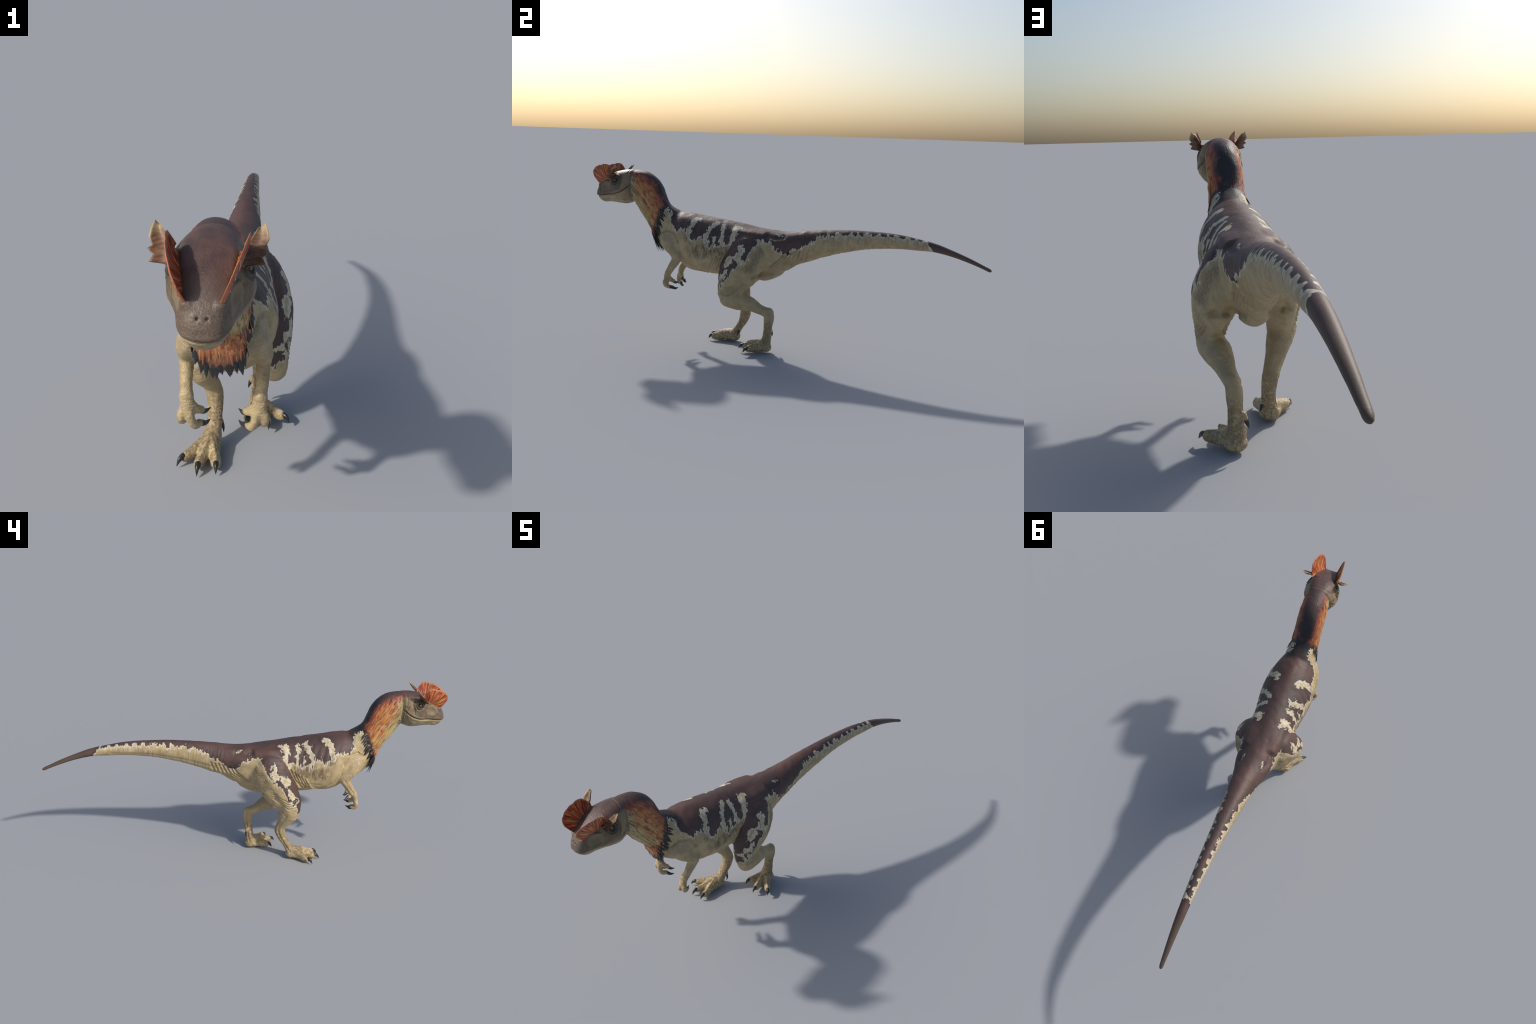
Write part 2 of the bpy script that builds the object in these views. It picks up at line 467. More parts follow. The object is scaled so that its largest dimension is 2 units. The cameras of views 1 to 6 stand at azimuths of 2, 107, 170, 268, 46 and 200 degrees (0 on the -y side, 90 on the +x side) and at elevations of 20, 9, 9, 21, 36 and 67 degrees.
# ------------------------------------------------------------------ materials
class Graph:
    """Small helper for building procedural node materials."""

    def __init__(self, name, rough=.55):
        self.mat = bpy.data.materials.new(name)
        self.mat.use_nodes = True
        self.nt = self.mat.node_tree
        self.bsdf = self.nt.nodes["Principled BSDF"]
        self.bsdf.inputs["Roughness"].default_value = rough
        tc = self.nt.nodes.new("ShaderNodeTexCoord")
        self.P = tc.outputs["Object"]
        sep = self.new("ShaderNodeSeparateXYZ", self.P)
        self.x, self.y, self.z = sep.outputs
        self.ax = self.math("ABSOLUTE", self.sub(self.x, self.curve(self.y, SWAY)))

    def new(self, kind, *ins, **props):
        n = self.nt.nodes.new(kind)
        for k, v in props.items():
            setattr(n, k, v)
        for sock, v in zip(n.inputs, ins):
            self.put(sock, v)
        return n

    def put(self, sock, v):
        if isinstance(v, bpy.types.NodeSocket):
            self.nt.links.new(v, sock)
        elif v is not None:
            if sock.type == "RGBA" and len(v) == 3:
                v = (*v, 1)
            sock.default_value = v

    def math(self, op, *a, clamp=False):
        return self.new("ShaderNodeMath", *a, operation=op, use_clamp=clamp).outputs[0]

    def add(self, a, b): return self.math("ADD", a, b)
    def sub(self, a, b): return self.math("SUBTRACT", a, b)
    def mul(self, a, b): return self.math("MULTIPLY", a, b)
    def low(self, a, b): return self.math("MINIMUM", a, b)
    def high(self, a, b): return self.math("MAXIMUM", a, b)

    def vec(self, x, y, z): return self.new("ShaderNodeCombineXYZ", x, y, z).outputs[0]

    def vmath(self, op, a, b=None, scale=None):
        n = self.new("ShaderNodeVectorMath", a, b, operation=op)
        if scale is not None:
            self.put(n.inputs["Scale"], scale)
        return n.outputs["Value"] if op in ("LENGTH", "DOT_PRODUCT", "DISTANCE") else n.outputs["Vector"]

    def step(self, a, b, x):
        n = self.new("ShaderNodeMapRange", x, interpolation_type="SMOOTHSTEP")
        n.inputs["From Min"].default_value, n.inputs["From Max"].default_value = (a, b) if a < b else (b, a)
        n.inputs["To Min"].default_value, n.inputs["To Max"].default_value = (0, 1) if a < b else (1, 0)
        return n.outputs[0]

    def noise(self, p, scale, detail=2.0, rough=.5, color=False):
        n = self.new("ShaderNodeTexNoise", p)
        n.inputs["Scale"].default_value, n.inputs["Detail"].default_value, n.inputs["Roughness"].default_value = scale, detail, rough
        return n.outputs["Color"] if color else n.outputs[0]

    def cells(self, p, scale, feature="F1", out="Distance"):
        n = self.new("ShaderNodeTexVoronoi", p, feature=feature)
        n.inputs["Scale"].default_value = scale
        return n.outputs[out]

    def stretch(self, scale, rot=(0, 0, 0), p=None):
        n = self.nt.nodes.new("ShaderNodeMapping")
        self.put(n.inputs["Vector"], self.P if p is None else p)
        n.inputs["Rotation"].default_value, n.inputs["Scale"].default_value = rot, scale
        return n.outputs[0]

    def curve(self, x, pts):
        """Piecewise-smooth function given by (x, value) pairs."""
        p = np.array(pts, float)
        (x0, x1), (v0, v1) = (p[0, 0], p[-1, 0]), (p[:, 1].min(), p[:, 1].max() + 1e-6)
        t = self.new("ShaderNodeMapRange", x)
        t.inputs["From Min"].default_value, t.inputs["From Max"].default_value = x0, x1
        n = self.nt.nodes.new("ShaderNodeFloatCurve")
        self.put(n.inputs["Value"], t.outputs[0])
        c = n.mapping.curves[0]
        for q, v in p:
            u, w = (q - x0) / (x1 - x0), (v - v0) / (v1 - v0)
            if u in (0.0, 1.0):
                c.points[0 if u == 0 else -1].location = (u, w)
            else:
                c.points.new(u, w)
        for q in c.points:
            q.handle_type = "VECTOR"
        n.mapping.update()
        return self.add(self.mul(n.outputs[0], v1 - v0), v0)

    def line(self, p, pts):
        """Distance of vector p (x ignored, set it to 0) to a polyline of (y, z)."""
        best = None
        for a, b in zip(pts[:-1], pts[1:]):
            d = np.array(b, float) - np.array(a, float)
            q = self.vmath("SUBTRACT", p, (0, *a))
            t = self.mul(self.vmath("DOT_PRODUCT", q, (0, *d)), 1 / float(d @ d))
            t = self.math("ADD", t, 0.0, clamp=True)
            e = self.vmath("SUBTRACT", q, self.vmath("SCALE", (0, *d), scale=t))
            r = self.vmath("LENGTH", e)
            best = r if best is None else self.low(best, r)
        return best

    def mix(self, f, a, b):
        n = self.nt.nodes.new("ShaderNodeMix")
        n.data_type = "RGBA"
        self.put(n.inputs[0], f)
        self.put(n.inputs[6], a)
        self.put(n.inputs[7], b)
        return n.outputs[2]

    def finish(self, color, height=None, strength=.4, dist=.001):
        self.put(self.bsdf.inputs["Base Color"], color)
        if height is not None:
            b = self.nt.nodes.new("ShaderNodeBump")
            b.inputs["Strength"].default_value, b.inputs["Distance"].default_value = strength, dist
            self.put(b.inputs["Height"], height)
            self.put(self.bsdf.inputs["Normal"], b.outputs[0])
        return self.mat


PLUME_EDGE = [(.40, -.622), (.47, -.628), (.51, -.632), (.53, -.634), (.56, -.632), (.58, -.628), (.612, -.615), (.645, -.603), (.672, -.596), (.70, -.575), (.74, -.50)]   # z, y where the neck plumage ends
BROWN, BROWN_RED, CHARCOAL = (.078, .046, .040), (.105, .055, .045), (.030, .029, .031)
WHITE, TAN, CREAM, UMBER = (.62, .56, .43), (.395, .300, .165), (.49, .380, .205), (.15, .105, .062)
ORANGE, RED, STRAW, BLACK = (.50, .19, .055), (.24, .035, .025), (.50, .33, .12), (.021, .019, .020)

# height of the edge between dark back and pale flank, along the body
FLANK = [(-.70, .700), (-.60, .690), (-.565, .665), (-.545, .612), (-.525, .586), (-.50, .575), (-.475, .590), (-.455, .575), (-.44, .545), (-.40, .545), (-.375, .560),
         (-.35, .528), (-.30, .520), (-.25, .530), (-.215, .520), (-.19, .500), (-.15, .530), (-.10, .555), (-.06, .558), (-.03, .552), (.0, .528), (.03, .500),
         (.055, .492), (.08, .515), (.12, .540), (.17, .565), (.23, .590), (.30, .602), (.45, .612), (.60, .608), (.69, .598), (.73, .570), (.76, .50), (1.0, .30)]
HAUNCH = [(-.31, .20), (-.285, .27), (-.265, .315), (-.245, .345), (-.225, .358), (-.20, .405), (-.18, .425), (-.15, .462), (-.12, .482), (-.105, .530), (-.08, .552), (-.06, .558), (-.03, .552),
          (.0, .528), (.03, .500), (.055, .492), (.12, .540), (.30, .602)]
STRIPES = [([(-.398, .648), (-.420, .632), (-.440, .606), (-.442, .570), (-.436, .530)], .0125), ([(-.300, .628), (-.328, .606), (-.346, .576), (-.345, .530)], .0115),
           ([(-.274, .610), (-.271, .575), (-.268, .530)], .0095), ([(-.307, .566), (-.308, .530)], .005),
           ([(-.182, .618), (-.202, .594), (-.215, .564), (-.224, .520)], .0115), ([(-.212, .612), (-.222, .598), (-.219, .570)], .007),
           ([(-.20, .608), (-.21, .590)], .007), ([(-.552, .668), (-.562, .640)], .007)]
PATCHES = [([(-.158, .522), (-.150, .495), (-.165, .470)], .015), ([(-.205, .462), (-.225, .440)], .018), ([(-.232, .400), (-.245, .370)], .012),
           ([(-.250, .372), (-.262, .345)], .011), ([(-.175, .485), (-.190, .470)], .006), ([(.005, .585), (.030, .578)], .006)]
SMUDGES = [([(-.313, .515), (-.318, .480)], .010), ([(-.283, .515), (-.290, .485)], .006), ([(-.353, .505), (-.356, .460)], .011),
           ([(-.393, .500), (-.392, .465)], .010), ([(-.441, .560), (-.440, .535)], .013), ([(-.258, .510), (-.268, .480)], .006)]


def skin_material(part):
    g = Graph(part + "_skin", .58)
    leg = part == "hindlimb"
    thin = g.step(.75, .10, g.y)                                           # pattern gets finer along the tail
    amp = g.add(.35, g.mul(thin, .65))
    w1 = g.vmath("SUBTRACT", g.noise(g.P, 26, 2, color=True), (.5, .5, .5))
    w2 = g.vmath("SUBTRACT", g.noise(g.stretch((1, 1.3, .6)), 72, 2, .55, color=True), (.5, .5, .5))
    warp = g.vmath("ADD", g.vmath("SCALE", w1, scale=g.mul(amp, .048)), g.vmath("SCALE", w2, scale=g.mul(amp, .034)))
    q = g.vmath("ADD", g.P, warp)
    qs = g.new("ShaderNodeSeparateXYZ", q).outputs
    flat = g.vec(0.0, qs[1], qs[2])
    edge = g.curve(qs[1], HAUNCH if leg else FLANK)
    scallop = g.math("SINE", g.mul(g.add(g.y, g.mul(g.noise(g.P, 14), .07)), 138.0))
    edge = g.add(edge, g.mul(g.mul(g.step(-.2, .7, scallop), g.step(.12, .22, g.y)), .011))
    brush = g.noise(g.stretch((1, 1.15, .10)), 100, 2, .5)                 # strokes that run down the flank
    dark = g.add(g.sub(qs[2], edge), g.mul(g.mul(g.sub(brush, .5), amp), .042))
    for pts, r in (PATCHES if leg else STRIPES + PATCHES[-1:]):
        d = g.sub(g.line(flat, pts), r)
        if not leg:
            d = g.high(d, g.sub(g.add(.042, g.mul(g.sub(g.noise(g.P, 70), .5), .05)), g.ax))
        dark = g.low(dark, d)
    ridge = g.sub(g.z, g.curve(g.y, [(-.7, .55), (-.1, .53), (.2, .575), (.45, .60), (.6, .60), (.75, .575), (1.0, .47)]))
    dark = g.high(dark, g.low(ridge, g.sub(g.curve(g.y, [(-.7, .03), (.0, .030), (.2, .024), (.45, .016), (.62, .010), (.73, -.004), (.9, -.01)]), g.ax)))
    if leg:                                                               # only the outside of the leg is marked
        dark = g.low(dark, g.mul(g.sub(g.add(g.ax, g.mul(g.sub(.45, g.z), -.30)), .058), .8))
        lo = g.line(flat, [(-.255, .355), (-.25, .33)])
        dark = g.high(dark, g.low(g.sub(.007, lo), g.mul(g.sub(g.ax, .10), .5)))
    is_dark = g.step(-.0016, .0016, dark)
    ragged = g.add(dark, g.mul(g.sub(g.noise(g.stretch((1, 1.2, .18)), 120, 3, .6), .5), .045))
    fringe = g.mul(g.step(-.018, -.004, ragged), g.step(.25, .32, g.z))
    fringe = g.mul(fringe, g.add(.55, g.mul(g.step(.40, .60, g.noise(g.P, 42, 2)), .45)))
    # pale ground
    fine = g.noise(g.P, 160, 4, .7)
    streak = g.noise(g.stretch((1, 1.6, .35)), 90, 3, .6)
    pale = g.mix(g.step(.35, .68, g.noise(g.P, 24, 3)), TAN, CREAM)
    pale = g.mix(g.mul(g.step(.50, .75, fine), .35), pale, UMBER)
    if not leg:
        sm = None
        for pts, r in SMUDGES:
            d = g.sub(g.line(flat, pts), r)
            sm = d if sm is None else g.low(sm, d)
        pale = g.mix(g.mul(g.step(.012, -.010, sm), g.mul(g.step(.22, .55, streak), .95)), pale, (.125, .088, .055))
        band = g.mul(g.mul(g.step(.44, .47, g.z), g.step(.545, .50, g.z)), g.mul(g.step(-.46, -.42, g.y), g.step(-.20, -.25, g.y)))
        pale = g.mix(g.mul(g.mul(band, g.step(.40, .62, streak)), .6), pale, UMBER)
        under = g.mul(g.step(.15, .30, g.y), g.step(.50, .62, g.noise(g.stretch((1, 2.2, .3)), 40, 3)))
        pale = g.mix(g.mul(under, .15), pale, UMBER)
    else:
        rear = g.line(flat, [(-.055, .520), (-.085, .470), (-.115, .420)])
        pale = g.mix(g.mul(g.step(.040, .005, rear), g.mul(g.step(.25, .55, fine), .65)), pale, (.125, .090, .058))
        low = g.step(.20, .12, g.z)
        scales = g.cells(g.P, 150)
        pale = g.mix(g.mul(low, g.mul(g.step(.35, .55, g.noise(g.P, 70, 3)), .55)), pale, (.17, .115, .060))
        pale = g.mix(g.mul(low, g.mul(g.step(.5, .75, scales), .5)), pale, (.13, .09, .05))
    color = g.mix(g.mul(g.step(-.045, -.008, dark), g.mul(g.step(.40, .65, g.noise(g.P, 55, 3)), .45)), pale, (.27, .205, .125))
    color = g.mix(g.mul(fringe, .9), color, WHITE)
    # dark back
    brown = g.mix(g.step(.40, .62, g.noise(g.stretch((1, .5, 1)), 13, 3)), BROWN, BROWN_RED)
    brown = g.mix(g.mul(g.step(.55, .75, fine), .35), brown, (.05, .030, .027))
    brown = g.mix(g.mul(g.step(.030, .006, dark), .35), brown, CHARCOAL)
    brown = g.mix(g.step(.74, .84, g.y), brown, (.105, .070, .048))
    nape = g.mul(g.step(-.50, -.585, g.add(g.y, g.mul(g.sub(g.noise(g.P, 30), .5), .04))), 1.0)
    brown = g.mix(nape, brown, BLACK)
    color = g.mix(is_dark, color, brown)
    h = g.add(g.mul(g.cells(g.P, 330), .6), fine)
    if leg:
        h = g.add(h, g.mul(g.cells(g.P, 170), g.mul(g.step(.22, .12, g.z), 1.2)))
    return g.finish(color, g.mul(h, g.sub(1.0, g.mul(is_dark, .7))), .45, .0012)


def limb_material(part):
    """Arms, hands and feet: sandy hide with brown mottling and small scales."""
    g = Graph(part + "_skin", .5)
    foot = part == "foot"
    fine = g.noise(g.P, 190, 3, .7)
    color = g.mix(g.step(.35, .65, g.noise(g.P, 26, 3)), TAN, CREAM)
    blotch = g.step(.46, .60, g.noise(g.P, 85 if foot else 60, 3, .6))
    color = g.mix(g.mul(blotch, .6 if foot else .15), color, (.17, .115, .062))
    color = g.mix(g.mul(g.step(.50, .72, fine), .35), color, UMBER)
    sc = g.cells(g.P, 165 if foot else 260)
    color = g.mix(g.mul(g.step(.5, .8, sc), .45 if foot else .15), color, (.12, .085, .05))
    if not foot:                                                           # pale flecks on the shoulder
        color = g.mix(g.mul(g.mul(g.step(.60, .66, g.noise(g.P, 110, 3)), g.step(.44, .48, g.z)), .25), color, WHITE)
    return g.finish(color, g.add(g.mul(sc, 1.0), fine), .5, .0013)


def neck_material():
    g = Graph("neck_plumage", .55)
    w = g.mul(g.sub(g.noise(g.P, 30, 2), .5), .030)
    along = g.add(g.mul(g.y, .57), g.mul(g.z, -.82))
    across = g.add(g.add(g.mul(g.y, .82), g.mul(g.z, .57)), g.mul(w, .35))
    hair = lambda a, c: g.vec(g.mul(along, a), g.mul(across, c), g.mul(g.x, c * .7))
    strand = g.noise(hair(16, 150), 1.0, 3, .6)
    strand2 = g.noise(hair(28, 330), 1.0, 2, .6)
    clump = g.noise(hair(14, 65), 1.0, 3, .6)
    fleck = g.noise(hair(30, 95), 1.0, 2, .55)
    flat = g.vec(0.0, g.y, g.z)
    d = g.line(flat, [(-.545, .669), (-.590, .700), (-.614, .742), (-.634, .785), (-.666, .825), (-.712, .852), (-.80, .866)])
    d = g.add(g.add(d, w), g.mul(g.sub(strand, .5), .022))
    color = g.mix(g.mul(g.step(.44, .60, clump), g.step(.035, .090, d)), ORANGE, STRAW)
    color = g.mix(g.mul(g.step(.52, .60, fleck), .9), color, (.30, .075, .045))
    throat = g.step(.098, .128, d)
    color = g.mix(throat, color, g.mix(g.step(.4, .6, clump), (.42, .32, .13), (.50, .40, .19)))
    bib = g.mul(g.step(.60, .565, g.z), g.step(-.60, -.63, g.y))
    ply = g.noise(g.vec(g.mul(g.x, 150.0), g.mul(g.y, 10.0), g.mul(g.z, 14.0)), 1.0, 3, .6)
    color = g.mix(bib, color, g.mix(g.step(.36, .62, ply), (.30, .085, .040), (.55, .24, .10)))
    color = g.mix(g.step(.042, .020, d), color, g.mix(g.step(.35, .6, clump), RED, (.33, .075, .04)))
    olive = g.mul(g.step(-.742, -.768, g.add(g.y, g.mul(g.sub(clump, .5), .05))), g.step(.025, .045, d))
    color = g.mix(olive, color, g.mix(g.step(.40, .55, strand), (.10, .085, .055), (.40, .31, .15)))
    color = g.mix(g.mul(g.step(.50, .36, strand), .7), color, (.10, .050, .026))
    color = g.mix(g.mul(g.step(.56, .70, strand2), .35), color, (.62, .42, .20))
    top = g.step(.022, .006, d)
    black = g.mix(g.step(-.64, -.71, g.y), BLACK, BROWN)
    color = g.mix(top, color, black)
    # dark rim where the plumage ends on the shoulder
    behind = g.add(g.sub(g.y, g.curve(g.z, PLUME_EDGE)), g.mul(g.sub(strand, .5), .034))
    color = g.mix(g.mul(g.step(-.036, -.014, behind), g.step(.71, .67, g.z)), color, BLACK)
    return g.finish(color, g.add(strand, g.mul(strand2, .6)), .7, .002)


def head_material():
    g = Graph("head_skin", .5)
    fine = g.noise(g.P, 230, 3, .7)
    soft = g.sub(g.noise(g.P, 45, 3), .5)
    sc = g.cells(g.P, 290)
    flat = g.vec(0.0, g.y, g.z)
    side = g.mix(g.step(-.15, .2, soft), (.128, .086, .048), (.205, .142, .075))
    side = g.mix(g.mul(g.step(.5, .75, sc), .4), side, (.09, .068, .045))
    window = g.line(flat, [(-.912, .772), (-.938, .775)])
    side = g.mix(g.mul(g.step(.030, .018, g.add(window, g.mul(soft, .01))), .45), side, (.27, .21, .125))
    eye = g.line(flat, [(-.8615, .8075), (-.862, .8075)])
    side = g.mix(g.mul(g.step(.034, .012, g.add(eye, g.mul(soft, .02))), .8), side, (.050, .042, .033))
    side = g.mix(g.mul(g.step(-.845, -.815, g.add(g.y, g.mul(soft, .02))), .7), side, (.30, .22, .12))
    cheek = g.line(flat, [(-.83, .775), (-.85, .757), (-.88, .748)])
    side = g.mix(g.mul(g.step(.020, .006, cheek), .45), side, (.30, .22, .13))
    rings = g.math("SINE", g.mul(g.add(eye, g.mul(soft, .012)), 900.0))
    side = g.mix(g.mul(g.mul(g.step(.2, .9, rings), g.step(.040, .022, eye)), .55), side, (.045, .036, .028))
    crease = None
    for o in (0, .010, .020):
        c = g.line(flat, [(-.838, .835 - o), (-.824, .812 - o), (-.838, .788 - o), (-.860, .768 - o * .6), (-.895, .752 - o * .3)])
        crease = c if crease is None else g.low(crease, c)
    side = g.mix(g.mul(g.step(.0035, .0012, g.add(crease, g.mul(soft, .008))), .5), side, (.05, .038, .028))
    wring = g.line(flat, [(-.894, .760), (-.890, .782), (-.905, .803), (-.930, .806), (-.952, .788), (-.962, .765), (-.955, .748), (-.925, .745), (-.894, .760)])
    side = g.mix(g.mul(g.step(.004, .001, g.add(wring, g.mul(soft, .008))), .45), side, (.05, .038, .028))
    front = g.step(-.945, -.975, g.y)
    side = g.mix(front, side, g.mix(g.step(.45, .7, sc), (.115, .080, .058), (.155, .113, .082)))
    mouth = g.sub(g.z, g.curve(g.y, [(-1.02, .715), (-.970, .723), (-.945, .727), (-.907, .733), (-.869, .737), (-.835, .748), (-.812, .762), (-.792, .779), (-.76, .81)]))
    jaw = g.mix(g.step(-.2, .2, soft), (.33, .255, .135), (.42, .335, .18))
    jaw = g.mix(g.mul(g.step(-.80, -.85, g.y), g.step(.36, .6, g.noise(g.stretch((40, 20, 120)), 1.0, 2))), g.mix(.45, jaw, UMBER), jaw)
    throat = g.mul(g.step(.700, .690, g.z), g.step(-.88, -.85, g.y))
    jaw = g.mix(g.mul(throat, .6), jaw, (.14, .10, .07))
    color = g.mix(g.step(.0005, -.0015, mouth), side, jaw)
    lips = g.add(g.math("ABSOLUTE", mouth), g.mul(soft, .004))
    color = g.mix(g.mul(g.step(.0038, .0012, g.sub(lips, g.mul(g.step(-.86, -.80, g.y), .002))), .65), color, (.050, .040, .030))
    top = g.sub(g.z, g.curve(g.y, [(-1.02, .80), (-.985, .785), (-.967, .782), (-.95, .798), (-.92, .818), (-.89, .832), (-.85, .842), (-.80, .842), (-.76, .838)]))
    crown = g.mix(g.step(.40, .62, g.noise(g.P, 16, 3)), BROWN, (.115, .066, .054))
    crown = g.mix(g.step(-.92, -.98, g.y), crown, (.115, .084, .066))
    color = g.mix(g.step(-.004, .006, g.add(top, g.mul(soft, .016))), color, crown)
    nose = g.vmath("DISTANCE", g.vec(g.ax, g.y, g.z), (.0085, -.9845, .7600))
    color = g.mix(g.step(.0042, .0028, nose), color, (.012, .010, .010))
    neckline = g.mul(g.step(-.80, -.785, g.add(g.y, g.mul(soft, .02))), g.step(.845, .835, g.z))
    color = g.mix(g.mul(neckline, .5), color, (.09, .065, .04))
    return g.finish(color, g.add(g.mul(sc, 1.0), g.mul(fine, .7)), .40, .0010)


def crest_material():
    g = Graph("crest_skin", .5)
    dy, dz = g.add(g.y, .905), g.sub(g.z, .785)
    ang = g.math("ARCTAN2", dy, dz)
    rad = g.math("SQRT", g.add(g.mul(dy, dy), g.mul(dz, dz)))
    ang = g.add(ang, g.mul(g.sub(g.noise(g.P, 60, 2), .5), .10))
    ray = g.noise(g.vec(g.mul(ang, 12.0), g.mul(rad, 6.0), g.mul(g.x, 3.0)), 1.0, 2, .6)
    ray2 = g.noise(g.vec(g.mul(ang, 20.0), g.mul(rad, 9.0), 4.0), 1.0, 2, .6)
    color = g.mix(g.step(.38, .60, ray), (.15, .020, .011), (.42, .085, .030))
    color = g.mix(g.step(.54, .60, ray2), color, (.66, .33, .10))
    out = g.curve(g.add(g.y, 0.0), [(-1.0, .834), (-.99, .858), (-.962, .877), (-.932, .885), (-.913, .888), (-.896, .882), (-.880, .866), (-.866, .85)])
    rim = g.step(.009, .004, g.sub(out, g.z))
    fwd = g.step(.006, .002, g.sub(g.y, g.curve(g.z, [(.775, -.967), (.80, -.984), (.82, -.997), (.836, -.9995), (.858, -.991), (.89, -.97)])))
    color = g.mix(g.mul(g.high(rim, fwd), .8), color, (.46, .16, .075))
    color = g.mix(g.step(.793, .780, g.z), color, (.40, .22, .07))
    return g.finish(color, ray2, .4, .0012)


def brow_horn_material():
    g = Graph("brow_horn_skin", .5)
    s = g.noise(g.stretch((60, 60, 240)), 1.0, 3)
    color = g.mix(g.step(.4, .65, s), (.13, .062, .032), (.22, .125, .065))
    tip = g.step(.860, .884, g.z)
    rim = g.step(.050, .058, g.add(g.mul(g.sub(g.ax, .05), 1.0), g.mul(g.sub(g.z, .86), .35)))
    color = g.mix(g.high(tip, rim), color, (.42, .31, .16))
    return g.finish(color, s, .4, .001)


def claw_material():
    g = Graph("claw_horn", .33)
    s = g.noise(g.P, 120, 3)
    return g.finish(g.mix(g.step(.4, .65, s), (.018, .018, .018), (.045, .042, .036)), s, .2, .0005)


def eye_material():
    g = Graph("eye_gloss", .12)
    r = g.math("SQRT", g.add(g.mul(g.x, g.x), g.mul(g.y, g.y)))
    color = g.mix(g.step(.0036, .0030, r), g.mix(g.step(.35, .65, g.noise(g.P, 500)), (.17, .12, .015), (.30, .22, .03)), (.006, .006, .006))
    color = g.mix(g.step(.0060, .0068, r), color, (.020, .016, .012))
    return g.finish(color)


def quill_material():
    g = Graph("quill_horn", .45)
    s = g.noise(g.stretch((900, 60, 900)), 1.0, 2)
    t = g.add(g.y, g.mul(g.sub(s, .5), .014))
    color = g.mix(g.step(.006, .018, t), g.mix(s, (.40, .14, .06), (.55, .26, .12)), (.020, .020, .023))
    return g.finish(color, s, .5, .001)


def plume_material(name, a, b):
    g = Graph(name, .55)
    s = g.noise(g.stretch((900, 50, 900)), 1.0, 2)
    color = g.mix(g.step(.3, .7, s), a, b)
    color = g.mix(g.mul(g.step(.020, .055, g.y), .55), color, (.16, .070, .035))
    return g.finish(color, s, .6, .001)


plume_mats = [plume_material("plume_orange", (.42, .13, .045), (.55, .23, .08)), plume_material("plume_amber", (.44, .18, .065), (.55, .27, .10)),
              plume_material("plume_rust", (.36, .10, .045), (.46, .16, .06))]
SKINS = {p: skin_material(p) for p in ("torso", "tail", "hindlimb")}
SKINS |= {p: limb_material(p) for p in ("foot", "forelimb", "hand")}
SKINS["neck"], SKINS["head"] = neck_material(), head_material()
MAT = lambda part: SKINS[part.split(".")[0]]
crest_mat, horn_mat, claw_mat, eye_mat, feather_mat = crest_material(), brow_horn_material(), claw_material(), eye_material(), quill_material()


# ------------------------------------------------------------------ parts
root = bpy.data.objects.new("crested_dinosaur", None)
scene.collection.objects.link(root)
root["label"] = "striding brown and cream dinosaur with red double crest"
root["category"] = "dinosaur"

region = np.array(["torso"] * len(F), object)
fc = V[quads].mean(1)
flabel = label[quads[:, 0]]
for k, name in enumerate(NAMES):
    if name != "trunk":
        region[flabel == k] = name
plume_end = np.interp(fc[:, 2], *np.array(PLUME_EDGE).T)
region[(region == "neck") & (fc[:, 1] > plume_end)] = "torso"
region[(region == "torso") & (fc[:, 1] < plume_end) & (fc[:, 1] < -.55)] = "neck"
region[(flabel == NAMES.index("trunk")) & (fc[:, 1] > .02)] = "tail"
low = np.isin(flabel, [NAMES.index("hindlimb.left"), NAMES.index("hindlimb.right")]) & (fc[:, 2] < .045)
region[low & (fc[:, 0] > 0)] = "foot.left"
region[low & (fc[:, 0] < 0)] = "foot.right"

BODY = {}
for name in ["torso", "tail", "neck", "head", "hindlimb.left", "hindlimb.right", "foot.left", "foot.right",
             "forelimb.left", "forelimb.right", "hand.left", "hand.right"]:
    ids = np.nonzero(region == name)[0]
    fs = quads[ids]
    used, inv = np.unique(fs, return_inverse=True)
    inv = inv.reshape(fs.shape)
    faces = [tuple(q[:3]) if q[3] == q[2] else tuple(q) for q in inv]
    base = name.split(".")[0]
    ob = mesh_object(base, V[used], faces, MAT(name), root)
    ob.data.normals_split_custom_set_from_vertices(N[used].tolist())
    BODY[name] = ob


# ------------------------------------------------------------------ claws
def horn_curve(path, r0, n=14, per=6, flat=1.0):
    p = catmull(path, per)
    k = np.linspace(0, 1, len(p))
    r = r0 * (1 - k ** 1.6) + .0006
    return tube([(*q, a * flat, a) for q, a in zip(p, r)], n=n, per=1, side=unit(np.cross(unit(p[-1] - p[0]), [0, 0, 1])))


def claw(parent, path, r0):
    v, f = horn_curve(path, r0, flat=.8)
    mesh_object("claw", v, f, claw_mat, parent)


for tag, leg in ((".left", LEFT_LEG), (".right", RIGHT_LEG)):
    foot = BODY["foot" + tag]
    for (tx, ty), tip in zip(leg["toes"], leg["claws"]):
        tip = np.array(tip)
        d = unit(np.array([tip[0] - tx, tip[1] - ty, 0]))
        root_p = np.array([tx, ty, .0225 + leg["lift"]]) + d * .004
        claw(foot, [root_p, root_p * .45 + tip * .55 + np.array([0, 0, .0075]), tip], .0105)
    s = np.array(leg["spur"])
    claw(foot, [s[0] * .45 + s[1] * .55, s[1] * .6 + s[2] * .4 + np.array([0, .001, 0]), s[2]], .0065)
for sgn, tag in ((1, ".left"), (-1, ".right")):
    for path in FINGER_CLAWS:
        claw(BODY["hand" + tag], np.array(path) * [sgn, 1, 1], .0085)

